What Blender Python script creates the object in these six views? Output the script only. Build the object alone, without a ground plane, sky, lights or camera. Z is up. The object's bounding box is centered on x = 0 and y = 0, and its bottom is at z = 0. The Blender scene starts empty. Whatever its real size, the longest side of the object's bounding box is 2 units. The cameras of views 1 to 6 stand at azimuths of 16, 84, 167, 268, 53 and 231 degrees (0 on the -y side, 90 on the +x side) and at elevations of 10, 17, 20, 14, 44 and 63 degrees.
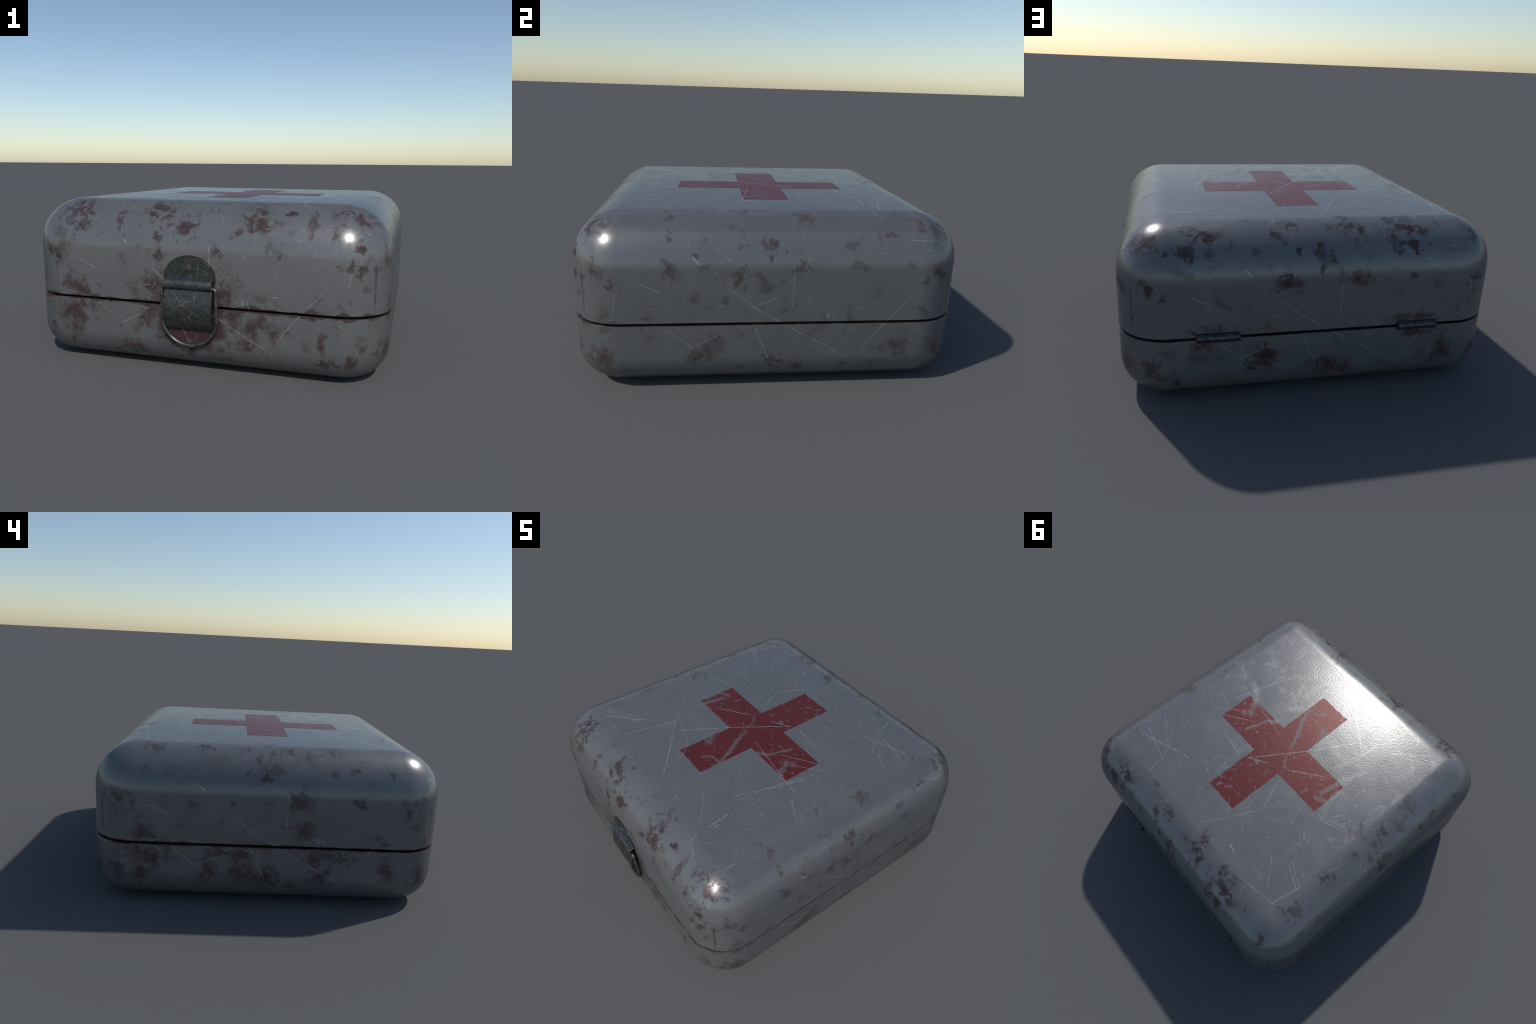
"""A worn, white-painted metal first aid box: a rounded square tin with a lid,
a black seam, a front latch with a wire loop, and two hinge barrels behind."""
import bpy, bmesh, math, random
from mathutils import Vector, noise

rng = random.Random(7)

# ------------------------------------------------------------------ sizes (m)
CX, CY = 0.0, 0.0098          # centre of the body
HX, HY = 0.9665, 0.9655       # half width, half depth
HEIGHT = 0.8684
R_PLAN, R_TOP, R_BASE = 0.239, 0.243, 0.174
FOOT = 0.0135                  # the underside dishes down to the ground by this much
SEAM_LO, SEAM_HI = 0.3500, 0.3636
FRONT, BACK = CY - HY, CY + HY
WALL = 0.03

# ------------------------------------------------------------------ helpers
def finish(bm, name, mat, parent=None, smooth=True, angle=None, bevel=None):
    me = bpy.data.meshes.new(name)
    bmesh.ops.recalc_face_normals(bm, faces=bm.faces)
    bm.to_mesh(me); bm.free()
    ob = bpy.data.objects.new(name, me)
    bpy.context.scene.collection.objects.link(ob)
    if mat: me.materials.append(mat)
    if parent: ob.parent = parent
    if bevel:
        m = ob.modifiers.new("Bevel", 'BEVEL'); m.width = bevel; m.segments = 2
        m.limit_method = 'ANGLE'; m.angle_limit = math.radians(40)
    if smooth:
        me.shade_smooth()
        if angle: me.set_sharp_from_angle(angle=math.radians(angle))
    return ob

def loop_inset(inset, z, seg=20, mid=1):
    """One closed ring of the rounded square, set in by `inset` at height z."""
    r = max(R_PLAN - inset, 0.002)
    extra = max(inset - R_PLAN + 0.002, 0)
    ax, ay = HX - R_PLAN - extra, HY - R_PLAN - extra
    pts = []
    for sx, sy, a0 in ((1, 1, 0), (-1, 1, 90), (-1, -1, 180), (1, -1, 270)):
        for k in range(seg + 1):
            a = math.radians(a0 + 90 * k / seg)
            pts.append((CX + sx * ax + r * math.cos(a), CY + sy * ay + r * math.sin(a), z))
    return pts

def loft(bm, rings, closed_ends=(True, True)):
    vs = [[bm.verts.new(p) for p in ring] for ring in rings]
    n = len(vs[0])
    for a, b in zip(vs, vs[1:]):
        for i in range(n):
            j = (i + 1) % n
            bm.faces.new((a[i], a[j], b[j], b[i]))
    if closed_ends[0]: bm.faces.new(vs[0])
    if closed_ends[1]: bm.faces.new(vs[-1])
    return vs

def sweep(bm, path, radius, sides=14, closed=True):
    """Round rod along a path of points lying near the XZ plane."""
    n = len(path); rings = []
    for i, p in enumerate(path):
        p = Vector(p)
        if closed: t = Vector(path[(i + 1) % n]) - Vector(path[i - 1])
        else: t = Vector(path[min(i + 1, n - 1)]) - Vector(path[max(i - 1, 0)])
        t.normalize()
        b = Vector((0, 1, 0)); b = (b - t * b.dot(t)).normalized(); c = t.cross(b)
        rings.append([bm.verts.new(p + radius * (math.cos(q) * b + math.sin(q) * c))
                      for q in (2 * math.pi * k / sides for k in range(sides))])
    for i in range(n if closed else n - 1):
        a, b = rings[i], rings[(i + 1) % n]
        for k in range(sides):
            l = (k + 1) % sides
            bm.faces.new((a[k], a[l], b[l], b[k]))
    if not closed:
        bm.faces.new(rings[0]); bm.faces.new(rings[-1])

def prism(bm, outline, axis, lo, hi):
    """Extrude a 2D outline: axis 0 gives (y,z) profiles, axis 1 gives (x,z), axis 2 (x,y)."""
    def at(p, w):
        q = list(p); q.insert(axis, w); return q
    a = [bm.verts.new(at(p, lo)) for p in outline]
    b = [bm.verts.new(at(p, hi)) for p in outline]
    n = len(outline)
    for i in range(n):
        j = (i + 1) % n
        bm.faces.new((a[i], a[j], b[j], b[i]))
    bm.faces.new(a); bm.faces.new(b)

# ------------------------------------------------------------------ node tools
class Tree:
    def __init__(self, name):
        self.mat = bpy.data.materials.new(name); self.mat.use_nodes = True
        self.nt = self.mat.node_tree; self.nt.nodes.clear()
    def put(self, sock, v):
        if isinstance(v, bpy.types.NodeSocket): self.nt.links.new(v, sock)
        elif v is not None: sock.default_value = v
    def m(self, op, a, b=None, c=None):
        n = self.nt.nodes.new('ShaderNodeMath'); n.operation = op
        for i, v in enumerate((a, b, c)):
            if v is not None: self.put(n.inputs[i], v)
        return n.outputs[0]
    def v(self, op, a, b=None, c=None, scale=None):
        n = self.nt.nodes.new('ShaderNodeVectorMath'); n.operation = op
        for i, x in enumerate((a, b, c)):
            if x is not None: self.put(n.inputs[i], x)
        if scale is not None: self.put(n.inputs['Scale'], scale)
        return n.outputs['Value'] if op in ('LENGTH', 'DOT_PRODUCT', 'DISTANCE') else n.outputs['Vector']
    def smooth(self, x, lo, hi, a=0.0, b=1.0):
        n = self.nt.nodes.new('ShaderNodeMapRange'); n.interpolation_type = 'SMOOTHSTEP'
        for i, w in enumerate((x, lo, hi, a, b)): self.put(n.inputs[i], w)
        return n.outputs[0]
    def lin(self, x, lo, hi, a=0.0, b=1.0):
        k = (b - a) / (hi - lo)
        q = self.m('MULTIPLY_ADD', x, k, a - lo * k)
        return self.m('MINIMUM', self.m('MAXIMUM', q, min(a, b)), max(a, b))
    def noise(self, vec, scale, detail=4, rough=0.55, distort=0.0, out=0, dims='3D'):
        n = self.nt.nodes.new('ShaderNodeTexNoise'); n.noise_dimensions = dims
        self.put(n.inputs['Vector'], vec); n.inputs['Scale'].default_value = scale
        n.inputs['Detail'].default_value = detail; n.inputs['Roughness'].default_value = rough
        n.inputs['Distortion'].default_value = distort
        return n.outputs[out]
    def voronoi(self, vec, scale, feature='F1', rnd=1.0, dims='3D'):
        n = self.nt.nodes.new('ShaderNodeTexVoronoi'); n.feature = feature; n.voronoi_dimensions = dims
        self.put(n.inputs['Vector'], vec); n.inputs['Scale'].default_value = scale
        n.inputs['Randomness'].default_value = rnd
        return n.outputs
    def mix(self, fac, a, b):
        n = self.nt.nodes.new('ShaderNodeMix'); n.data_type = 'RGBA'
        self.put(n.inputs[0], fac); self.put(n.inputs[6], a); self.put(n.inputs[7], b)
        return n.outputs[2]
    def vmix(self, fac, a, b):
        n = self.nt.nodes.new('ShaderNodeMix'); n.data_type = 'VECTOR'
        self.put(n.inputs[0], fac); self.put(n.inputs[4], a); self.put(n.inputs[5], b)
        return n.outputs[1]
    def xyz(self, x, y, z):
        n = self.nt.nodes.new('ShaderNodeCombineXYZ')
        for i, w in enumerate((x, y, z)): self.put(n.inputs[i], w)
        return n.outputs[0]
    def split(self, v):
        n = self.nt.nodes.new('ShaderNodeSeparateXYZ'); self.put(n.inputs[0], v)
        return n.outputs
    def coords(self):
        return self.nt.nodes.new('ShaderNodeTexCoord').outputs['Object']
    def bump(self, height, strength, dist, normal=None):
        n = self.nt.nodes.new('ShaderNodeBump')
        self.put(n.inputs['Height'], height); self.put(n.inputs['Strength'], strength)
        n.inputs['Distance'].default_value = dist
        if normal is not None: self.put(n.inputs['Normal'], normal)
        return n.outputs[0]
    def surface(self, color, rough, metal, normal=None, spec=0.5, tint=1.0):
        b = self.nt.nodes.new('ShaderNodeBsdfPrincipled'); o = self.nt.nodes.new('ShaderNodeOutputMaterial')
        self.put(b.inputs['Base Color'], color); self.put(b.inputs['Roughness'], rough)
        self.put(b.inputs['Metallic'], metal); self.put(b.inputs['Specular IOR Level'], spec)
        b.inputs['Specular Tint'].default_value = (tint, tint, tint, 1)
        if normal is not None: self.put(b.inputs['Normal'], normal)
        self.nt.links.new(b.outputs[0], o.inputs[0])
        return self.mat
    # --- fields
    def grouped(self, p, items, build, size=12):
        """Fold `build` over the items, a few per node group, and return the smallest value."""
        best = None
        for i in range(0, len(items), size):
            g = Tree.__new__(Tree); g.nt = bpy.data.node_groups.new("nearest", 'ShaderNodeTree')
            g.nt.interface.new_socket("p", in_out='INPUT', socket_type='NodeSocketVector')
            g.nt.interface.new_socket("d", in_out='OUTPUT', socket_type='NodeSocketFloat')
            gi, go = g.nt.nodes.new('NodeGroupInput'), g.nt.nodes.new('NodeGroupOutput')
            g.nt.links.new(build(g, gi.outputs[0], items[i:i + size]), go.inputs[0])
            n = self.nt.nodes.new('ShaderNodeGroup'); n.node_tree = g.nt
            self.put(n.inputs[0], p)
            best = n.outputs[0] if best is None else self.m('MINIMUM', best, n.outputs[0])
        return best
    def near_patches(self, p, patches):
        return self.grouped(p, patches, Tree._near_patches)
    def near_lines(self, p, lines):
        return self.grouped(p, [((a, b), w) for pts, w in lines for a, b in zip(pts, pts[1:])], Tree._near_lines, 6)
    def _near_patches(self, p, patches):
        """Smallest distance to any ellipsoid patch, in units of its own radius."""
        best = None
        for (x, y, z), (rx, ry, rz) in patches:
            d = self.v('LENGTH', self.v('MULTIPLY_ADD', p, (1 / rx, 1 / ry, 1 / rz), (-x / rx, -y / ry, -z / rz)))
            best = d if best is None else self.m('MINIMUM', best, d)
        return best
    def _near_lines(self, p, lines):
        """Smallest distance to any stroke; each stroke is (points, half width)."""
        best = None
        for pts, w in lines:
            for a, b in zip(pts, pts[1:]):
                a, b = Vector(a), Vector(b); ba = b - a
                pa = self.v('SUBTRACT', p, a)
                h = self.m('MULTIPLY', self.v('DOT_PRODUCT', pa, ba), 1 / ba.length_squared)
                h = self.m('MINIMUM', self.m('MAXIMUM', h, 0.0), 1.0)
                d = self.v('LENGTH', self.v('SUBTRACT', pa, self.v('SCALE', ba, scale=h)))
                d = self.m('MULTIPLY', d, 1 / w)
                best = d if best is None else self.m('MINIMUM', best, d)
        return best
    def random_scratches(self, u, v, scale, halfwidth, halflen, seed, share=0.6):
        """Short straight scratches, one per Voronoi cell, at random angles."""
        q = self.xyz(self.m('ADD', u, seed), self.m('ADD', v, seed * 1.7), 0.0)
        o = self.voronoi(q, scale, dims='2D')
        d = self.v('SUBTRACT', q, o['Position'])
        c = self.split(o['Color'])
        ang = self.m('MULTIPLY', c[0], math.pi)
        dx, dy, _ = self.split(d)
        sn, cs = self.m('SINE', ang), self.m('COSINE', ang)
        across = self.m('SUBTRACT', self.m('MULTIPLY', dx, sn), self.m('MULTIPLY', dy, cs))
        along = self.m('ADD', self.m('MULTIPLY', dx, cs), self.m('MULTIPLY', dy, sn))
        bend = self.m('MULTIPLY', self.m('MULTIPLY', along, along), self.m('MULTIPLY', self.m('SUBTRACT', c[1], 0.5), 4.0))
        across = self.m('ABSOLUTE', self.m('ADD', across, bend))
        ln = self.m('MULTIPLY', halflen, self.m('ADD', 0.3, c[1]))
        keep = self.m('LESS_THAN', c[2], share)
        f = self.smooth(across, halfwidth, 0.0)
        f = self.m('MULTIPLY', f, self.smooth(self.m('ABSOLUTE', along), ln, self.m('MULTIPLY', ln, 0.3)))
        return self.m('MULTIPLY', self.m('MULTIPLY', f, keep), self.m('ADD', 0.35, self.m('MULTIPLY', c[0], 0.65)))

# ------------------------------------------------------------------ where the wear sits
# Every wall is described as seen from outside: s runs left to right from the
# middle, h runs up the wall and on over the rounded top edge (unrolled).
def on_wall(side, s, h):
    out, z = 0.0, h
    if h > HEIGHT - R_TOP:
        a = (h - (HEIGHT - R_TOP)) / R_TOP
        z = HEIGHT - R_TOP + R_TOP * math.sin(a); out = -R_TOP * (1 - math.cos(a))
    elif h < R_BASE:
        a = (R_BASE - h) / R_BASE
        z = R_BASE - R_BASE * math.sin(a); out = -R_BASE * (1 - math.cos(a))
    lim = HX - R_PLAN
    over = abs(s) - lim
    if over > 0:                       # round the vertical corner
        a = min(over / R_PLAN, 1.2)
        out += -R_PLAN * (1 - math.cos(a)); s = math.copysign(lim + R_PLAN * math.sin(a), s)
    if side == 'any':   return (s, out, z)
    if side == 'front': return (CX + s, FRONT - out, z)
    if side == 'back':  return (CX - s, BACK + out, z)
    if side == 'right': return (CX + HX + out, CY + s, z)
    return (CX - HX - out, CY - s, z)

def patch(side, s, h, rs, rh, k=1.0):
    c = on_wall(side, s, h); rs *= k; rh *= k; r3 = max(rs, rh)
    if side == 'any': return (c, (rs, r3 * 1.3, rh))
    if side in ('front', 'back'): return (c, (rs, r3 * 1.3, rh))
    return (c, (r3 * 1.3, rs, rh))

# chips of missing paint that repeat on all four walls
COMMON_CHIPS = dict(
    middle=[(0.0, 0.75, 0.058, 0.042), (-0.01, 0.68, 0.014, 0.03), (-0.17, 0.61, 0.058, 0.036), (0.14, 0.63, 0.05, 0.036)],
    corners=[(-0.82, 0.61, 0.05, 0.036), (-0.75, 0.57, 0.03, 0.03), (0.81, 0.61, 0.05, 0.033), (0.75, 0.57, 0.026, 0.03)],
    foot=[(0.0, 0.16, 0.045, 0.05), (0.14, 0.13, 0.045, 0.035), (0.62, 0.18, 0.02, 0.014), (-0.69, 0.11, 0.018, 0.025), (-0.35, 0.18, 0.02, 0.014)],
    small=[(-0.12, 0.76, 0.014, 0.02), (0.46, 0.63, 0.02, 0.018), (-0.37, 0.69, 0.014, 0.018), (-0.61, 0.39, 0.022, 0.01)],
)
CHIPS = dict(
    front=[(-0.66, 0.83, 0.095, 0.08), (-0.4, 0.79, 0.026, 0.06), (-0.19, 0.86, 0.08, 0.045), (-0.02, 0.75, 0.066, 0.055),
           (0.34, 0.83, 0.075, 0.09), (0.25, 0.74, 0.014, 0.02), (0.6, 0.79, 0.022, 0.055), (0.75, 0.86, 0.05, 0.038),
           (0.83, 0.84, 0.045, 0.05), (0.72, 0.74, 0.02, 0.04), (0.84, 0.67, 0.026, 0.04), (0.83, 0.59, 0.085, 0.045),
           (-0.8, 0.61, 0.052, 0.046), (-0.75, 0.57, 0.037, 0.037), (-0.17, 0.68, 0.03, 0.045), (-0.29, 0.75, 0.012, 0.016),
           (0.63, 0.17, 0.02, 0.014), (0.69, 0.11, 0.05, 0.032), (0.8, 0.13, 0.026, 0.039), (0.62, 0.37, 0.032, 0.018),
           (-0.22, 0.76, 0.014, 0.02), (0.49, 0.86, 0.03, 0.014)],
    right=[(-0.82, 0.84, 0.056, 0.04), (-0.84, 0.68, 0.016, 0.035), (-0.49, 0.91, 0.022, 0.026), (-0.49, 0.79, 0.013, 0.022),
           (-0.5, 0.69, 0.02, 0.02), (-0.49, 0.63, 0.03, 0.042), (-0.16, 0.74, 0.014, 0.018), (0.16, 0.89, 0.055, 0.03),
           (-0.16, 0.56, 0.034, 0.034), (0.54, 0.79, 0.046, 0.019), (0.73, 0.85, 0.03, 0.048), (0.82, 0.82, 0.034, 0.066),
           (0.66, 0.77, 0.02, 0.009), (-0.84, 0.18, 0.052, 0.045)],
    back=[(-0.83, 0.83, 0.08, 0.055), (-0.58, 0.86, 0.09, 0.034), (-0.64, 0.78, 0.034, 0.045), (-0.53, 0.78, 0.034, 0.055),
          (-0.74, 0.77, 0.013, 0.02), (-0.22, 0.85, 0.024, 0.015), (-0.18, 0.82, 0.018, 0.014), (-0.33, 0.77, 0.022, 0.013),
          (0.04, 0.89, 0.024, 0.018), (0.15, 0.91, 0.05, 0.03), (0.2, 0.86, 0.03, 0.05), (0.42, 0.88, 0.088, 0.034),
          (0.37, 0.8, 0.04, 0.06), (0.47, 0.78, 0.026, 0.04), (0.55, 0.78, 0.015, 0.012), (0.8, 0.82, 0.024, 0.05),
          (-0.27, 0.25, 0.05, 0.07), (0.69, 0.2, 0.038, 0.036), (0.15, 0.98, 0.044, 0.03)],
    left=[(-0.62, 0.91, 0.044, 0.034), (-0.66, 0.76, 0.026, 0.018), (-0.01, 0.77, 0.075, 0.056), (-0.07, 0.84, 0.028, 0.034),
          (0.1, 0.92, 0.04, 0.035), (-0.15, 0.92, 0.036, 0.016), (0.34, 0.77, 0.028, 0.012), (0.46, 0.8, 0.036, 0.02),
          (0.66, 0.77, 0.014, 0.016), (-0.8, 0.61, 0.058, 0.048), (-0.73, 0.57, 0.036, 0.038), (-0.84, 0.48, 0.018, 0.03),
          (0.48, 0.62, 0.032, 0.028), (0.83, 0.68, 0.018, 0.037), (0.62, 0.39, 0.028, 0.013), (0.01, 0.18, 0.056, 0.06)],
)
# soft red-brown stains: on the foot of every wall, and on each wall alone
COMMON_STAINS = [(-0.3, 0.22, 0.07, 0.08), (0.66, 0.22, 0.06, 0.08), (0.86, 0.2, 0.06, 0.07), (-0.82, 0.19, 0.06, 0.06)]
STAINS = dict(
    front=[(-0.67, 0.28, 0.11, 0.08), (-0.67, 0.19, 0.066, 0.055), (-0.64, 0.41, 0.09, 0.05), (-0.22, 0.32, 0.085, 0.085),
           (0.19, 0.44, 0.07, 0.085), (0.23, 0.31, 0.1, 0.07), (0.33, 0.27, 0.1, 0.07), (0.42, 0.25, 0.062, 0.045),
           (0.28, 0.19, 0.05, 0.04), (0.0, 0.22, 0.16, 0.1), (-0.19, 0.43, 0.07, 0.1), (-0.34, 0.11, 0.085, 0.04),
           (0.0, 0.35, 0.19, 0.12)],
    back=[(-0.52, 0.4, 0.1, 0.034), (-0.55, 0.32, 0.08, 0.03), (0.5, 0.4, 0.12, 0.03), (0.5, 0.32, 0.11, 0.025), (0.06, 0.15, 0.11, 0.06),
          (-0.17, 0.62, 0.07, 0.045), (0.18, 0.61, 0.055, 0.04)],
    left=[(-0.65, 0.3, 0.13, 0.085), (-0.67, 0.2, 0.06, 0.045), (-0.67, 0.41, 0.09, 0.045), (-0.17, 0.31, 0.13, 0.06),
          (-0.15, 0.22, 0.09, 0.06), (-0.06, 0.15, 0.08, 0.06), (0.32, 0.31, 0.13, 0.065), (0.3, 0.2, 0.08, 0.045),
          (0.22, 0.45, 0.07, 0.06), (0.18, 0.6, 0.06, 0.05)],
)
TOP_CHIPS = [((-0.72, 0.03, HEIGHT), (0.06, 0.05, 0.05)), ((-0.79, -0.1, 0.855), (0.03, 0.05, 0.05)),
             ((0.15, 0.82, 0.86), (0.05, 0.035, 0.04)), ((-0.8, 0.36, 0.86), (0.04, 0.05, 0.05))]

# scratches that repeat on every wall, as (s, h) strokes
WALL_SCRATCHES = [
    ([(-0.207, 0.536), (-0.094, 0.443), (0.067, 0.346), (0.38, 0.168)], 0.0036),
    ([(0.66, 0.462), (0.572, 0.367), (0.472, 0.251), (0.4, 0.12)], 0.0036),
    ([(-0.631, 0.567), (-0.534, 0.521)], 0.004), ([(-0.266, 0.732), (-0.208, 0.677)], 0.0026),
    ([(-0.1, 0.96), (-0.15, 0.84), (-0.141, 0.651)], 0.0034), ([(0.06, 0.97), (0.1, 0.86), (0.098, 0.65), (0.095, 0.44)], 0.003),
    ([(-0.094, 0.443), (0.026, 0.488)], 0.003), ([(-0.505, 0.328), (-0.37, 0.22)], 0.003),
    ([(-0.378, 0.244), (-0.265, 0.295)], 0.0036), ([(-0.083, 0.33), (-0.016, 0.171)], 0.004),
    ([(0.729, 0.77), (0.715, 0.665)], 0.003), ([(0.696, 0.853), (0.669, 0.763)], 0.003),
    ([(0.666, 0.77), (0.787, 0.768)], 0.003), ([(-0.379, 0.69), (-0.35, 0.66)], 0.006),
    ([(0.27, 0.4), (0.272, 0.385)], 0.009), ([(0.16, 0.45), (0.2, 0.52)], 0.0026),
    ([(0.29, 0.41), (0.31, 0.35)], 0.0026), ([(-0.9, 0.43), (-0.7, 0.425)], 0.003), ([(-0.74, 0.51), (-0.75, 0.42)], 0.0026),
    ([(0.6, 0.43), (0.9, 0.445)], 0.0026), ([(0.79, 0.56), (0.78, 0.5)], 0.0026), ([(-0.22, 0.79), (-0.17, 0.9)], 0.0026),
]
# strokes on the flat top, as (x, y)
TOP_SCRATCHES = [
    ([(-0.8, -0.83), (-0.6, -0.64), (-0.47, -0.51)], 0.0042), ([(-0.72, -0.68), (-0.48, -0.55)], 0.0036),
    ([(-0.43, -0.7), (-0.35, -0.35)], 0.0028), ([(-0.41, -0.85), (-0.54, -0.69)], 0.0032),
    ([(-0.36, -0.36), (-0.14, -0.52), (0.03, -0.66)], 0.0032), ([(-0.26, -0.39), (-0.09, -0.1), (0.12, 0.21)], 0.0042),
    ([(0.11, -0.06), (0.58, -0.13)], 0.0034), ([(0.41, -0.42), (0.5, -0.17), (0.54, -0.02)], 0.0036),
    ([(0.46, -0.27), (0.54, 0.05)], 0.0028), ([(0.37, 0.5), (0.43, 0.51), (0.64, 0.59), (0.8, 0.64)], 0.0036),
    ([(0.43, 0.51), (0.42, 0.43)], 0.0024), ([(0.82, 0.55), (0.63, 0.59), (0.46, 0.635)], 0.0034), ([(0.64, 0.48), (0.75, 0.42)], 0.0028),
    ([(-0.65, 0.07), (-0.45, 0.14)], 0.0026), ([(0.62, -0.18), (0.78, -0.26)], 0.003), ([(0.52, -0.66), (0.5, -0.53)], 0.005),
    ([(0.56, -0.84), (0.61, -0.7)], 0.0034), ([(0.54, -0.78), (0.72, -0.86)], 0.0044), ([(0.79, -0.79), (0.79, -0.67)], 0.003),
    ([(-0.16, 0.22), (-0.22, 0.37)], 0.0032), ([(-0.78, 0.54), (-0.59, 0.45)], 0.0028), ([(0.18, 0.23), (0.37, 0.21)], 0.003),
    ([(0.75, 0.15), (0.9, 0.1)], 0.0034), ([(0.3, 0.0), (0.48, 0.12)], 0.0034), ([(-0.32, -0.08), (-0.11, 0.08)], 0.0038),
    ([(0.48, 0.8), (0.68, 0.83)], 0.0034), ([(0.48, 0.67), (0.44, 0.83), (0.4, 0.91)], 0.003), ([(0.11, 0.2), (0.01, 0.14)], 0.0042),
    ([(-0.48, 0.51), (-0.61, 0.65)], 0.0028), ([(-0.6, 0.48), (-0.89, 0.61)], 0.003), ([(-0.7, 0.7), (-0.8, 0.23)], 0.0036),
    ([(-0.52, 0.73), (-0.72, 0.69)], 0.0034), ([(-0.77, 0.08), (-0.89, 0.16)], 0.003), ([(-0.57, 0.33), (-0.55, 0.26)], 0.003),
    ([(-0.27, 0.66), (-0.32, 0.67)], 0.005), ([(-0.05, 0.7), (-0.22, 0.37)], 0.0026), ([(-0.43, 0.17), (-0.64, 0.1)], 0.0028),
    ([(-0.36, -0.32), (-0.36, -0.5)], 0.0034), ([(-0.75, -0.55), (-0.88, -0.79)], 0.003), ([(-0.53, -0.54), (-0.72, -0.66)], 0.003),
    ([(0.57, 0.13), (0.4, -0.01)], 0.0028), ([(-0.11, -0.55), (-0.18, -0.49)], 0.003),
]
# broad rubbed smears on and round the cross, where red has come away
SMEARS = [
    ([(0.54, -0.19), (0.468, -0.155), (0.426, -0.113), (0.37, -0.02)], 0.026), ([(0.294, 0.072), (0.269, 0.0), (0.257, -0.06), (0.2, -0.11)], 0.014),
    ([(0.15, -0.39), (0.12, -0.3), (0.08, -0.215), (0.041, -0.165), (-0.01, -0.052)], 0.016), ([(0.117, -0.344), (0.056, -0.354), (0.03, -0.407)], 0.011),
    ([(-0.055, -0.3), (-0.115, -0.245)], 0.026), ([(-0.023, 0.008), (-0.093, 0.076)], 0.011), ([(-0.45, -0.29), (-0.428, -0.211), (-0.398, -0.091), (-0.38, 0.014)], 0.02),
    ([(-0.374, 0.068), (-0.435, 0.04)], 0.017), ([(-0.292, 0.115), (-0.304, 0.073)], 0.008), ([(0.418, -0.012), (0.394, 0.015)], 0.014),
    ([(0.228, -0.395), (0.226, -0.476), (0.184, -0.546)], 0.024), ([(0.315, -0.431), (0.266, -0.363)], 0.014), ([(0.223, -0.245), (0.177, -0.309)], 0.02),
    ([(-0.181, -0.264), (-0.244, -0.236), (-0.286, -0.244), (-0.326, -0.29)], 0.02), ([(-0.308, -0.161), (-0.343, -0.309)], 0.018), ([(-0.44, -0.06), (-0.45, 0.0)], 0.02),
    ([(0.06, 0.18), (0.05, 0.19)], 0.014), ([(0.03, 0.42), (0.05, 0.44)], 0.014), ([(0.09, 0.45), (0.1, 0.47)], 0.014),
]

# the deepest scratches on the latch plate and flap, as (x, z)
LATCH_SCRATCHES = [
    ([(-0.093, 0.434), (-0.065, 0.408), (-0.032, 0.37), (0.029, 0.334), (0.099, 0.293), (0.12, 0.281)], 0.0013),
    ([(-0.074, 0.352), (0.014, 0.391)], 0.0013),
    ([(-0.053, 0.346), (-0.03, 0.334), (-0.02, 0.3), (-0.002, 0.275)], 0.0013),
    ([(-0.13, 0.302), (-0.093, 0.32)], 0.0013),
    ([(-0.064, 0.336), (-0.088, 0.304)], 0.0013),
    ([(0.043, 0.435), (0.032, 0.392)], 0.0013),
    ([(-0.041, 0.386), (-0.028, 0.397)], 0.0013),
    ([(0.003, 0.302), (0.025, 0.33)], 0.0013),
    ([(0.008, 0.315), (0.018, 0.279)], 0.0013),
    ([(-0.024, 0.373), (-0.017, 0.362)], 0.0013),
    ([(-0.084, 0.347), (-0.074, 0.341)], 0.0013),
    ([(0.079, 0.283), (0.079, 0.281)], 0.0028),
    ([(0.098, 0.359), (0.099, 0.355)], 0.0028),
    ([(-0.113, 0.351), (-0.084, 0.361)], 0.0013),
    ([(-0.046, 0.57), (-0.028, 0.551)], 0.0013),
    ([(-0.005, 0.522), (0.016, 0.497)], 0.0013),
    ([(0.023, 0.552), (0.084, 0.535), (0.117, 0.525)], 0.0013),
    ([(0.044, 0.575), (0.037, 0.499)], 0.0013),
    ([(0.051, 0.528), (0.093, 0.517)], 0.0013),
    ([(0.04, 0.584), (0.049, 0.581)], 0.0013),
    ([(-0.029, 0.588), (-0.026, 0.586)], 0.0028),
    ([(-0.073, 0.506), (-0.072, 0.494)], 0.0013),
]

PAINT = (0.183, 0.184, 0.187, 1)
PAINT_DULL = (0.152, 0.152, 0.149, 1)
PAINT_DIRTY = (0.085, 0.077, 0.067, 1)
PAINT_METAL, PAINT_ROUGH = 0.42, 0.28
CHIP_DEPTH = dict(top=0.8, front=0.95, right=0.78, back=0.95, left=0.74)
STAIN_DEPTH = dict(front=0.85, right=0.64, back=0.78, left=0.74)
COMMON_SIZE = dict(front=0.8, right=1.0, back=1.0, left=0.85)
SEAM_RUST = dict(front=0.034, right=0.012, back=0.014, left=0.02)
RUST = (0.07, 0.042, 0.041, 1)
RUST_RED = (0.06, 0.0235, 0.0215, 1)
SCRATCH = (0.52, 0.52, 0.54, 1)
RED = (0.128, 0.021, 0.021, 1)

# ------------------------------------------------------------------ materials
def flat(strokes, z=HEIGHT):
    return [([(x, y, z) for x, y in pts], w) for pts, w in strokes]

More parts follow.
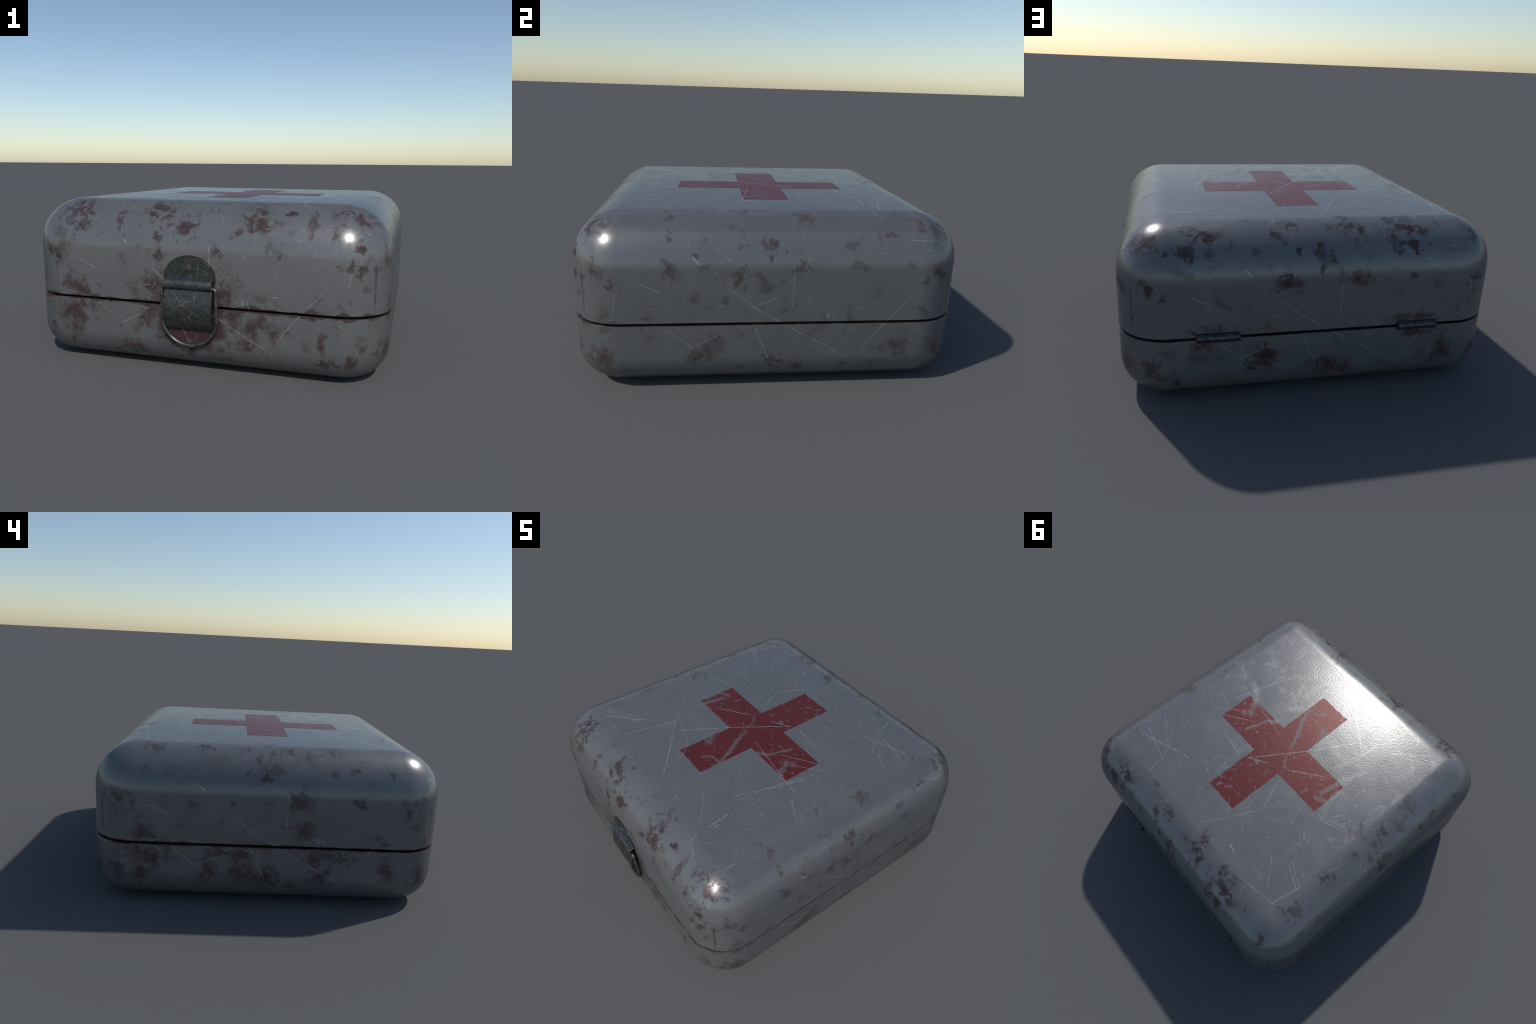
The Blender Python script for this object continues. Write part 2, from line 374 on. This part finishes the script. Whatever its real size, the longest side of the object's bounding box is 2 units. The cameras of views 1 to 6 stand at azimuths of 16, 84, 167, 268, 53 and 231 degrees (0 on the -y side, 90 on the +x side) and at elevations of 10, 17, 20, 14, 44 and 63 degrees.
def paint_wear(t, p):
    """Scratches and smears shared by the white paint and the red cross."""
    x, y, z = t.split(p)
    wob = t.noise(p, 9.0, 3, 0.6, out=1)
    pw = t.v('ADD', p, t.v('SCALE', t.v('SUBTRACT', wob, (0.5, 0.5, 0.5)), scale=0.012))
    d = t.near_lines(pw, flat(TOP_SCRATCHES))
    broken = t.lin(t.noise(p, 38.0, 3, 0.6), 0.3, 0.62, 0.25, 1.0)
    top = t.m('MULTIPLY', t.m('MULTIPLY', t.smooth(d, 1.15, 0.1), broken), 0.8)
    r0 = t.random_scratches(x, y, 2.1, 0.0023, 0.2, 31.9, 0.8)
    r1 = t.random_scratches(x, y, 3.2, 0.0023, 0.13, 3.1, 0.85)
    r2 = t.random_scratches(x, y, 6.5, 0.0022, 0.06, 11.7, 0.6)
    r3 = t.random_scratches(x, y, 13.0, 0.003, 0.014, 23.3, 0.45)
    rand = t.m('MAXIMUM', t.m('MULTIPLY', t.m('MAXIMUM', r0, r1), 0.8), t.m('MAXIMUM', t.m('MULTIPLY', r2, 0.7), r3))
    up = t.smooth(z, 0.8, 0.87)
    top = t.m('MAXIMUM', top, t.m('MULTIPLY', t.m('MULTIPLY', rand, up), broken))
    # smears: ragged bands
    rag = t.noise(p, 30.0, 4, 0.6, out=1)
    ps = t.v('ADD', p, t.v('SCALE', t.v('SUBTRACT', rag, (0.5, 0.5, 0.5)), scale=0.045))
    smear = t.m('MULTIPLY', t.smooth(t.near_lines(ps, flat(SMEARS)), 1.25, 0.35), t.lin(t.noise(p, 24.0, 5, 0.65), 0.38, 0.56, 0.35, 1.0))
    worms = t.noise(p, 6.0, 2, 0.4, 1.6)
    worms = t.m('MULTIPLY', t.smooth(t.m('ABSOLUTE', t.m('SUBTRACT', worms, 0.5)), 0.02, 0.006), t.smooth(t.noise(p, 4.3, 1), 0.56, 0.64))
    smear = t.m('MAXIMUM', smear, t.m('MULTIPLY', t.m('MULTIPLY', worms, up), 0.7))
    speck = t.voronoi(p, 26.0)
    sc = t.split(speck['Color'])
    dots = t.m('MULTIPLY', t.smooth(speck['Distance'], t.m('MULTIPLY', sc[0], 0.34), t.m('MULTIPLY', sc[0], 0.22)), t.m('GREATER_THAN', sc[1], 0.8))
    return top, smear, dots

def grain(t, p):
    g = t.noise(p, 92.0, 3, 0.55)
    return g

def facing(side, margin):
    """Bounds of one region of the shell, grown by a margin."""
    lo, hi = [-1.1, -1.1, -0.1], [1.1, 1.1, 1.0]
    if side == 'top': lo[2] = 0.868
    elif side == 'front': hi[1] = CY - HY + R_TOP
    elif side == 'back': lo[1] = CY + HY - R_TOP
    elif side == 'right': lo[0] = CX + HX - R_TOP
    elif side == 'left': hi[0] = CX - HX + R_TOP
    return [q - margin for q in lo], [q + margin for q in hi]

def touching(side, zlo, zhi, patches, reach=1.5):
    kept = []
    for c, r in patches:
        lo, hi = facing(side, max(r) * reach + 0.02)
        if all(l <= q <= h for l, q, h in zip(lo, c, hi)) and zlo - max(r) * reach - 0.02 <= c[2] <= zhi + max(r) * reach + 0.02:
            kept.append((c, r))
    return kept

WALLS = ('front', 'right', 'back', 'left')

def warped(t, p, amount, scale=14.0, detail=4, source=None):
    n = source or t.noise(p, scale, detail, 0.6, out=1)
    return t.v('ADD', p, t.v('SCALE', t.v('SUBTRACT', n, (0.5, 0.5, 0.5)), scale=amount))

def make_paint(side, zlo, zhi):
    """The same worn paint for each region of the shell, with the wear that sits there."""
    t = Tree("worn_white_paint_" + side); p = t.coords()
    x, y, z = t.split(p)
    is_top = side == 'top'
    if is_top:
        scratch, smear, dots = paint_wear(t, p)
    else:
        s = {'front': x, 'back': t.m('MULTIPLY', x, -1.0), 'right': y, 'left': t.m('MULTIPLY', y, -1.0)}[side]
        wl = []
        for pts, k in WALL_SCRATCHES:
            q = [on_wall(side, a, b) for a, b in pts]
            if max(w[2] for w in q) > zlo - 0.01 and min(w[2] for w in q) < zhi + 0.01: wl.append((q, k))
        edge_up = [(q, w) for q, w in flat(TOP_SCRATCHES) if any(all(l <= c <= h for l, c, h in zip(facing(side, 0.0)[0], e, facing(side, 0.0)[1])) for e in q)]
        edge_up = [([(a, b, HEIGHT - max(0, max(abs(a), abs(b)) - 0.73) ** 2 * 2.2) for a, b, _ in q], w) for q, w in edge_up]
        if zhi > 0.5: wl += edge_up
        broken = t.lin(t.noise(p, 30.0, 3, 0.6), 0.3, 0.62, 0.2, 1.0)
        d = t.near_lines(warped(t, p, 0.01, 9.0, 2), wl)
        scratch = t.m('MULTIPLY', t.smooth(d, 1.3, 0.1), 0.55)
        r0 = t.random_scratches(s, z, 2.3, 0.003, 0.2, 41.3, 0.8)
        r1 = t.random_scratches(s, z, 3.6, 0.0028, 0.1, 5.3, 0.8)
        r2 = t.random_scratches(s, z, 9.0, 0.003, 0.02, 17.9, 0.5)
        scratch = t.m('MULTIPLY', t.m('MAXIMUM', scratch, t.m('MAXIMUM', t.m('MULTIPLY', t.m('MAXIMUM', r0, r1), 0.42), t.m('MULTIPLY', r2, 0.85))), broken)
        smear = None
    # --- chips
    warp = t.noise(p, 14.0, 4, 0.6, out=1)
    pc = warped(t, p, 0.035, source=warp)
    chips = [patch(sd, *a, k=1.13) for sd, l in CHIPS.items() for a in l] + TOP_CHIPS
    chips += [patch(sd, *a, k=COMMON_SIZE[sd]) for sd in WALLS for l in COMMON_CHIPS.values() for a in l]
    chips = touching(side, zlo, zhi, chips)
    f = t.near_patches(pc, chips)
    n1 = t.noise(p, 19.0, 8, 0.62, 0.7)
    v = t.m('ADD', t.m('MULTIPLY', t.m('SUBTRACT', 1.0, f), 0.38), t.m('MULTIPLY', t.m('SUBTRACT', n1, 0.5), 2.3))
    v = t.m('ADD', v, t.m('MULTIPLY', t.m('SUBTRACT', t.noise(p, 75.0, 3, 0.6), 0.52), 0.55))
    v = t.m('MINIMUM', v, t.m('MULTIPLY', t.m('SUBTRACT', 1.6, f), 0.9))
    chip = t.m('MULTIPLY', t.smooth(v, -0.04, 0.32), t.lin(t.noise(p, 11.0, 3, 0.6), 0.35, 0.6, 0.62, 1.0))
    # --- stains, softer
    st = [patch(sd, *a, k=1.1) for sd, l in STAINS.items() for a in l]
    st += [patch(sd, *a, k=COMMON_SIZE[sd] * (0.6 if sd == 'front' else 1.0)) for sd in WALLS for a in COMMON_STAINS]
    st = touching(side, zlo, zhi, st)
    if st and not is_top:
        fs = t.near_patches(pc, st)
        n2 = t.noise(p, 15.0, 6, 0.62, 0.4)
        vs = t.m('ADD', t.m('MULTIPLY', t.m('SUBTRACT', 1.0, fs), 0.45), t.m('MULTIPLY', t.m('SUBTRACT', n2, 0.5), 1.9))
        vs = t.m('MINIMUM', vs, t.m('MULTIPLY', t.m('SUBTRACT', 1.6, fs), 0.8))
        vs = t.m('ADD', vs, t.m('MULTIPLY', t.m('SUBTRACT', t.noise(p, 55.0, 4, 0.65), 0.5), 0.7))
        red_amt = t.m('MULTIPLY', t.smooth(vs, -0.15, 0.5), STAIN_DEPTH[side])
        if side == 'front':
            # rust bleeding from the latch, thickest under the wire loop and close round the plate
            fl = t.near_patches(pc, [patch('front', 0.0, 0.3, 0.2, 0.17), patch('front', 0.0, 0.4, 0.17, 0.1)])
            vl = t.m('ADD', t.m('MULTIPLY', t.m('SUBTRACT', 1.0, fl), 1.1), t.m('MULTIPLY', t.m('SUBTRACT', n2, 0.46), 1.7))
            red_amt = t.m('MAXIMUM', red_amt, t.m('MULTIPLY', t.smooth(vl, -0.1, 0.4), 0.92))
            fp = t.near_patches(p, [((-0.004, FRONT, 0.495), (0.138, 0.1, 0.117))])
    else:
        red_amt = 0.0
    # --- dull mottling of the paint
    dirt = t.lin(t.noise(p, 5.0, 6, 0.62), 0.35, 0.72)
    col = t.mix(t.m('MULTIPLY', dirt, 0.5 if is_top else 0.6), PAINT, PAINT_DULL)
    fine = t.noise(p, 160.0, 2, 0.5)
    col = t.mix(t.lin(fine, 0.3, 0.7, 0.0, 0.12), col, tuple(1.3 * k for k in PAINT[:3]) + (1,))
    rust_var = t.mix(t.noise(p, 40.0, 4, 0.6), RUST, tuple(0.75 * k for k in RUST[:3]) + (1,))
    if not is_top:
        dirt2 = t.smooth(t.noise(p, 10.0, 6, 0.62, 0.5), 0.565, 0.69)
        col = t.mix(t.m('MULTIPLY', dirt2, 0.58), col, PAINT_DIRTY)
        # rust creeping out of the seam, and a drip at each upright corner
        seam_d = t.m('ABSOLUTE', t.m('SUBTRACT', z, (SEAM_LO + SEAM_HI) / 2))
        seam_w = t.lin(t.noise(p, 13.0, 4, 0.65), 0.4, 0.66, 0.009, SEAM_RUST[side])
        seam = t.m('MULTIPLY', t.smooth(seam_d, seam_w, t.m('MULTIPLY', seam_w, 0.6)), 0.85)
        red_amt = t.m('MAXIMUM', red_amt, seam)
        red_var = t.mix(t.noise(p, 25.0, 4, 0.6), RUST_RED, RUST)
        cn = t.m('ABSOLUTE', t.m('SUBTRACT', t.m('ABSOLUTE', t.m('SUBTRACT', x, CX)), t.m('ABSOLUTE', t.m('SUBTRACT', y, CY))))
        if zhi > 0.5:
            drip = t.m('MULTIPLY', t.smooth(cn, 0.013, 0.004), t.m('MULTIPLY', t.smooth(z, 0.37, 0.44), t.smooth(z, 0.63, 0.58)))
            drip = t.m('MULTIPLY', drip, t.lin(t.noise(t.xyz(0.0, 0.0, z), 30.0, 2), 0.35, 0.6, 0.1, 0.75))
            col = t.mix(drip, col, (0.055, 0.043, 0.037, 1))
        col = t.mix(red_amt, col, red_var)
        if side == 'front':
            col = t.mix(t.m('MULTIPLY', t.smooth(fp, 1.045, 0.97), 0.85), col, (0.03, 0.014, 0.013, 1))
    col = t.mix(t.m('MULTIPLY', chip, CHIP_DEPTH[side]), col, rust_var)
    scr = t.m('MAXIMUM', scratch, t.m('MULTIPLY', dots, 0.25)) if is_top else scratch
    col = t.mix(t.m('MULTIPLY', scr, 0.85), col, SCRATCH)
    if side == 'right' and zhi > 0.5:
        # a visible edge half way round the bend: the colour above it is darker
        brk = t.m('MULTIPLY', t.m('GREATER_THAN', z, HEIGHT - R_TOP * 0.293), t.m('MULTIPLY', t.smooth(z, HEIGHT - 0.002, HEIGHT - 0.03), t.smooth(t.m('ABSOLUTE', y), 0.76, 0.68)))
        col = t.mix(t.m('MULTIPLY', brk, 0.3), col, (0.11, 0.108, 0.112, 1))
    off = t.m('MAXIMUM', chip, red_amt)
    metal = t.m('MULTIPLY', t.m('SUBTRACT', 1.0, t.m('MULTIPLY', off, 0.3)), PAINT_METAL)
    rough = t.lin(t.noise(p, 7.0, 4, 0.6), 0.3, 0.7, PAINT_ROUGH - 0.03, PAINT_ROUGH + 0.03)
    rough = t.m('ADD', rough, t.m('MULTIPLY', off, 0.06))
    if is_top:
        col = t.mix(t.m('MULTIPLY', smear, 0.1), col, (0.25, 0.247, 0.24, 1))
        cloud = t.smooth(t.noise(p, 8.0, 5, 0.6, 0.8), 0.54, 0.66)
        rough = t.m('ADD', rough, t.m('MULTIPLY', t.m('MAXIMUM', smear, t.m('MULTIPLY', cloud, 0.45)), 0.14))
    rough = t.m('SUBTRACT', rough, t.m('MULTIPLY', scratch, 0.1))
    return t.surface(col, rough, metal, t.bump(grain(t, p), 0.075 if is_top else 0.015, 0.01), spec=0.3, tint=0.6)

def make_red():
    t = Tree("worn_red_paint"); p = t.coords()
    top, smear, dots = paint_wear(t, p)
    thin = t.smooth(t.noise(p, 22.0, 6, 0.65), 0.58, 0.72)
    gone = t.m('MAXIMUM', t.m('MULTIPLY', smear, 0.72), t.m('MAXIMUM', t.m('MULTIPLY', dots, 0.65), t.m('MULTIPLY', thin, 0.38)))
    mott = t.mix(t.noise(p, 9.0, 4, 0.6), RED, (0.108, 0.02, 0.02, 1))
    col = t.mix(gone, mott, tuple(0.75 * k for k in PAINT[:3]) + (1,))
    col = t.mix(t.m('MULTIPLY', top, 0.6), col, SCRATCH)
    rough = t.m('ADD', PAINT_ROUGH + 0.13, t.m('MULTIPLY', smear, 0.1))
    rough = t.m('SUBTRACT', rough, t.m('MULTIPLY', top, 0.12))
    return t.surface(col, rough, 0.22, t.bump(grain(t, p), 0.085, 0.01), spec=0.52, tint=0.7)

def make_dark(name, col, rough, metal):
    t = Tree(name); p = t.coords()
    n = t.noise(p, 20.0, 4, 0.6)
    c = t.mix(n, col, tuple(0.6 * k for k in col[:3]) + (1,))
    return t.surface(c, rough, metal)

def make_steel(name, base, rough=0.42, metal=0.75, blotch=0.0, scratches=1.0, lines=None):
    t = Tree(name); p = t.coords(); x, y, z = t.split(p)
    n = t.noise(p, 45.0, 6, 0.65)
    lo = tuple(0.65 * k for k in base[:3]) + (1,)
    hi = tuple(1.45 * k for k in base[:3]) + (1,)
    col = t.mix(t.lin(n, 0.3, 0.7), lo, hi)
    if blotch:
        col = t.mix(t.m('MULTIPLY', t.smooth(t.noise(p, 30.0, 4, 0.6), 0.42, 0.58), blotch), col, (0.28, 0.27, 0.26, 1))
    a = t.random_scratches(x, z, 13.0, 0.0013, 0.05, 4.4, 0.8)
    b = t.random_scratches(x, z, 24.0, 0.0011, 0.02, 9.1, 0.7)
    c = t.random_scratches(x, z, 40.0, 0.0016, 0.004, 14.9, 0.5)
    sc = t.m('MULTIPLY', t.m('MAXIMUM', a, t.m('MAXIMUM', t.m('MULTIPLY', b, 0.7), c)), scratches)
    if lines:
        d = t.near_lines(warped(t, t.xyz(x, 0.0, z), 0.004, 40.0, 2), [([(a, 0.0, b) for a, b in q], w) for q, w in lines])
        bk = t.lin(t.noise(p, 90.0, 3, 0.6), 0.35, 0.6, 0.35, 1.0)
        sc = t.m('MAXIMUM', t.m('MULTIPLY', sc, 0.55), t.m('MULTIPLY', t.smooth(d, 1.0, 0.2), bk))
    col = t.mix(t.m('MULTIPLY', sc, 0.8), col, (0.5, 0.5, 0.5, 1))
    r = t.m('SUBTRACT', t.lin(n, 0.3, 0.7, rough + 0.06, rough - 0.06), t.m('MULTIPLY', sc, 0.1))
    return t.surface(col, r, metal, t.bump(t.m('ADD', n, t.m('MULTIPLY', sc, -0.5)), 0.15, 0.002))

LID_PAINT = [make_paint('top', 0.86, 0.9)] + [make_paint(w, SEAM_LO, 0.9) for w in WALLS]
BASE_PAINT = [make_paint(w, 0.0, SEAM_HI) for w in WALLS]
M_RED = make_red()
M_INSIDE = make_dark("dark_inside", (0.012, 0.011, 0.011, 1), 0.7, 0.0)
M_PLATE = make_steel("dark_steel", (0.062, 0.064, 0.063, 1), 0.42, 0.7, lines=LATCH_SCRATCHES)
M_WIRE = make_steel("worn_wire", (0.066, 0.065, 0.063, 1), 0.4, 0.7, 0.35, 0.3)
M_BARREL = make_steel("hinge_barrel_steel", (0.05, 0.051, 0.053, 1), 0.36, 0.7, 0.12, 0.6)
M_HINGE = make_steel("hook_steel", (0.085, 0.087, 0.09, 1), 0.36, 0.75, 0.22, 0.8)
M_RIVET = make_dark("rusty_rivet", (0.088, 0.07, 0.07, 1), 0.55, 0.3)

# ------------------------------------------------------------------ the box
box = bpy.data.objects.new("first_aid_box", None)
bpy.context.scene.collection.objects.link(box)
box["label"] = "worn white metal first aid box with red cross"
box["category"] = "first aid kit"

def paint_regions(ob, mats):
    """Give each face the paint of its wall, or of the flat top."""
    me = ob.data
    for m in mats + [M_INSIDE]: me.materials.append(m)
    k = len(mats) - 4
    for f in me.polygons:
        c = f.center; x, y = (c.x - CX) / HX, (c.y - CY) / HY
        if k and c.z > 0.868: f.material_index = 0
        elif 0.1 < c.z < 0.5 and max(abs(c.x - CX) / HX, abs(c.y - CY) / HY) < 0.9: f.material_index = len(mats)
        elif abs(x) > abs(y): f.material_index = k + (1 if x > 0 else 3)
        else: f.material_index = k + (0 if y < 0 else 2)

EDGE = 0.0012      # small roll of the sheet at the seam
def quarter(n): return [math.pi / 2 * k / n for k in range(n + 1)]

# The flats are modelled flat; only their vertex normals lean by LEAN towards
# each bend, to spread the sun highlight and sky reflection across them.
LEAN = math.radians(3.3)
SEG = 20

def lean_top(x, y):
    f = LEAN / (HX - R_TOP)
    return Vector((f * (x - CX), f * (y - CY), 1.0)).normalized()

def leaned_normals(ob, tilt_of_ring, flat_z=None):
    """tilt_of_ring[r] is how far ring r faces up (radians), or None for plain faces."""
    me = ob.data; n = 4 * (SEG + 1); normals = []
    for f in me.polygons:
        f.use_smooth = True
        rings = {v // n for v in f.vertices}
        top = flat_z is not None and all(abs(me.vertices[v].co.z - flat_z) < 1e-5 for v in f.vertices)
        for v in f.vertices:
            co = me.vertices[v].co
            if top: normals.append(lean_top(co.x, co.y)); continue
            if any(tilt_of_ring[r] is None for r in rings): normals.append(f.normal.copy()); continue
            q, k = divmod(v % n, SEG + 1)
            az = math.radians(90 * q) + LEAN + (math.pi / 2 - 2 * LEAN) * k / SEG
            t = tilt_of_ring[v // n]
            nrm = Vector((math.cos(t) * math.cos(az), math.cos(t) * math.sin(az), math.sin(t)))
            w = LEAN * (1 - math.cos(t)); sx, sy = math.copysign(1, math.cos(az)), math.copysign(1, math.sin(az))
            nrm += Vector((sx * w * (1 - abs(math.cos(az))), sy * w * (1 - abs(math.sin(az))), 0))
            normals.append(nrm.normalized())
    me.normals_split_custom_set(normals)

# lid: from inside the wall, round the seam edge, up the wall, over, to the middle
bm = bmesh.new(); rings = []
rings.append(loop_inset(WALL, SEAM_HI + 0.02)); rings.append(loop_inset(WALL, SEAM_HI))
for a in quarter(3): rings.append(loop_inset(EDGE * (1 - math.sin(a)), SEAM_HI + EDGE * (1 - math.cos(a))))
for k in range(1, 9): rings.append(loop_inset(0.0, SEAM_HI + EDGE + (HEIGHT - R_TOP - SEAM_HI - EDGE) * k / 9))
NB = 26
for a in quarter(NB): rings.append(loop_inset(R_TOP * (1 - math.cos(a)), HEIGHT - R_TOP + R_TOP * math.sin(a)))
rings.append(loop_inset(R_TOP + 0.012, HEIGHT)); rings.append(loop_inset(R_TOP + 0.05, HEIGHT))
loft(bm, rings)
lid = finish(bm, "lid", None, box)
tilts = [None, None] + [None] * 3 + [LEAN * k / 9 for k in range(0, 9)]
tilts += [LEAN + (math.pi / 2 - 2 * LEAN) * k / NB for k in range(NB + 1)] + [math.pi / 2] * 2
leaned_normals(lid, tilts, HEIGHT)
paint_regions(lid, LID_PAINT)

# base tray
bm = bmesh.new(); rings = []
rings.append(loop_inset(0.6, 0.0)); rings.append(loop_inset(0.45, 0.0)); rings.append(loop_inset(R_BASE + 0.05, FOOT - 0.002)); rings.append(loop_inset(R_BASE + 0.012, FOOT - 0.0002))
for a in quarter(20): rings.append(loop_inset(R_BASE * (1 - math.sin(a)), FOOT + R_BASE * (1 - math.cos(a))))
for k in range(1, 6): rings.append(loop_inset(0.0, FOOT + R_BASE + (SEAM_LO - EDGE - R_BASE - FOOT) * k / 5.001))
for a in quarter(3): rings.append(loop_inset(EDGE * (1 - math.cos(a)), SEAM_LO - EDGE + EDGE * math.sin(a)))
rings.append(loop_inset(WALL, SEAM_LO)); rings.append(loop_inset(WALL, SEAM_LO - 0.02))
loft(bm, rings)
base = finish(bm, "base", None, box)
tilts = [None] * 4 + [-(math.pi / 2 - LEAN) + (math.pi / 2 - 2 * LEAN) * k / 20 for k in range(21)]
tilts += [-LEAN * (1 - k / 5) for k in range(1, 6)] + [0.0] + [None] * 5
leaned_normals(base, tilts)
paint_regions(base, BASE_PAINT)

# near-black band well inside the seam
bm = bmesh.new()
loft(bm, [loop_inset(0.048, SEAM_LO - 0.019), loop_inset(0.048, SEAM_HI + 0.019)])
rim = finish(bm, "inner_rim", M_INSIDE, base, angle=40)

# red cross, a thin coat of paint on the lid, its edge slightly ragged
X0, X1, X2, X3 = -0.441, -0.095, 0.139, 0.486
Y0, Y1, Y2, Y3 = -0.477, -0.1125, 0.1365, 0.504
corners = [(X1, Y0), (X2, Y0), (X2, Y1), (X3, Y1), (X3, Y2), (X2, Y2), (X2, Y3), (X1, Y3), (X1, Y2), (X0, Y2), (X0, Y1), (X1, Y1)]
outline = []
for i, a in enumerate(corners):
    a = Vector(a); b = Vector(corners[(i + 1) % 12]); d = (b - a); n = max(2, int(d.length / 0.006))
    side = Vector((d.y, -d.x)).normalized()
    for k in range(n):
        q = a + d * k / n
        wob = 0.0013 * noise.noise((q.x * 60, q.y * 60, 0)) + (-0.004 * max(0, noise.noise((q.x * 28, q.y * 28, 5)) - 0.32) / 0.3 if k else 0)
        q = q + side * wob
        outline.append((q.x, q.y))
bm = bmesh.new(); prism(bm, outline, 2, HEIGHT - 0.004, HEIGHT + 0.0005)
cross = finish(bm, "red_cross", M_RED, lid)
cross.data.normals_split_custom_set([lean_top(*cross.data.vertices[v].co.xy) if f.normal.z > 0.9 else f.normal.copy()
                                     for f in cross.data.polygons for v in f.vertices])

# ------------------------------------------------------------------ latch on the front
LX = -0.004
# back plate: rounded head, then the sheet rolls outward into a hook for the wire
bm = bmesh.new()
head = []
for k in range(41):
    a = math.pi * k / 40
    cx, sx = math.cos(a), math.sin(a)
    head.append((LX + 0.1275 * math.copysign(abs(cx) ** (2 / 2.3), cx), 0.492 + 0.111 * abs(sx) ** (2 / 2.3)))
head += [(LX - 0.1275, 0.486), (LX + 0.1275, 0.486)]
prism(bm, head, 1, FRONT - 0.006, FRONT + 0.003)
plate = finish(bm, "latch", M_PLATE, box, angle=35, bevel=0.0015)

bm = bmesh.new()
cy, cz = FRONT - 0.013, 0.468
def hook_arc(ry, rz, degs): return [(cy - ry * math.sin(a), cz + rz * math.cos(a)) for a in map(math.radians, degs)]
outer = [(FRONT - 0.003, 0.503), (FRONT - 0.0045, 0.499), (FRONT - 0.008, 0.4955)] + hook_arc(0.0235, 0.0265, range(0, 201, 10))
inner = hook_arc(0.0175, 0.0205, range(200, -1, -10)) + [(FRONT - 0.006, 0.4875), (FRONT + 0.001, 0.4875)]
prism(bm, outer + inner, 0, LX - 0.1275, LX + 0.1275)
roll = finish(bm, "latch_hook", M_HINGE, plate, angle=35, bevel=0.001)

# rivet
bm = bmesh.new()
prof = [(0.0185, 0.004), (0.0185, -0.0045), (0.0178, -0.0062), (0.0162, -0.0069)]
rings = [[(LX - 0.001 + r * math.cos(q), FRONT - 0.006 + d, 0.551 + r * math.sin(q)) for q in (2 * math.pi * k / 32 for k in range(32))] for r, d in prof]
loft(bm, rings)
rivet = finish(bm, "rivet", M_RIVET, plate, angle=25)

# closing flap: bowed front, flat back
bm = bmesh.new()
zt, zb = 0.4425, 0.2415
yb = FRONT - 0.0110
bow = []
for k in range(25):
    u = k / 24
    bow.append((yb - 0.005 - 0.0285 * (1 - (2 * u - 1) ** 2), zt + (zb - zt) * u))
prism(bm, [(yb, zt)] + bow + [(yb, zb)], 0, LX - 0.127, LX + 0.127)
flap = finish(bm, "flap", M_PLATE, plate, angle=35, bevel=0.0012)

# wire loop (D shape), hung in the hook
bm = bmesh.new()
hw, rr, ztop, zlow, zbot = 0.1445, 0.014, 0.4545, 0.288, 0.153
path2 = []
for k in range(9):   # top right corner
    a = math.radians(90 - 90 * k / 8); path2.append((hw - rr + rr * math.cos(a), ztop - rr + rr * math.sin(a)))
for k in range(1, 8): path2.append((hw, ztop - rr + (zlow - ztop + rr) * k / 8))
for k in range(41):
    a = math.pi * k / 40; path2.append((hw * math.cos(a), zlow - (zlow - zbot) * math.sin(a)))
for k in range(1, 8): path2.append((-hw, zlow + (ztop - rr - zlow) * k / 8))
for k in range(9):
    a = math.radians(180 - 90 * k / 8); path2.append((-hw + rr + rr * math.cos(a), ztop - rr + rr * math.sin(a)))
for k in range(1, 24): path2.append((-hw + rr + 2 * (hw - rr) * k / 24, ztop))
ring = [(LX + 0.001 + x, FRONT - 0.010 - 0.012 * (z - zbot) / (ztop - zbot), z) for x, z in path2]
sweep(bm, ring, 0.0092)
wire = finish(bm, "wire_loop", M_WIRE, plate)

# ------------------------------------------------------------------ hinge barrels on the back
bm = bmesh.new()
HR, HC = 0.0235, BACK + 0.0013
rings = []
for xx, k in ((-0.1035, 0.9), (-0.102, 1.0), (0.102, 1.0), (0.1035, 0.9)):
    rings.append([(xx, HC + HR * k * math.cos(q), 0.36 + HR * k * math.sin(q)) for q in (2 * math.pi * j / 28 for j in range(28))])
loft(bm, rings)
hinge = finish(bm, "hinge", M_BARREL, box, angle=30)
hinge2 = hinge.copy(); bpy.context.scene.collection.objects.link(hinge2)
hinge.location.x = 0.503; hinge2.location.x = -0.503
hinge2.parent = box
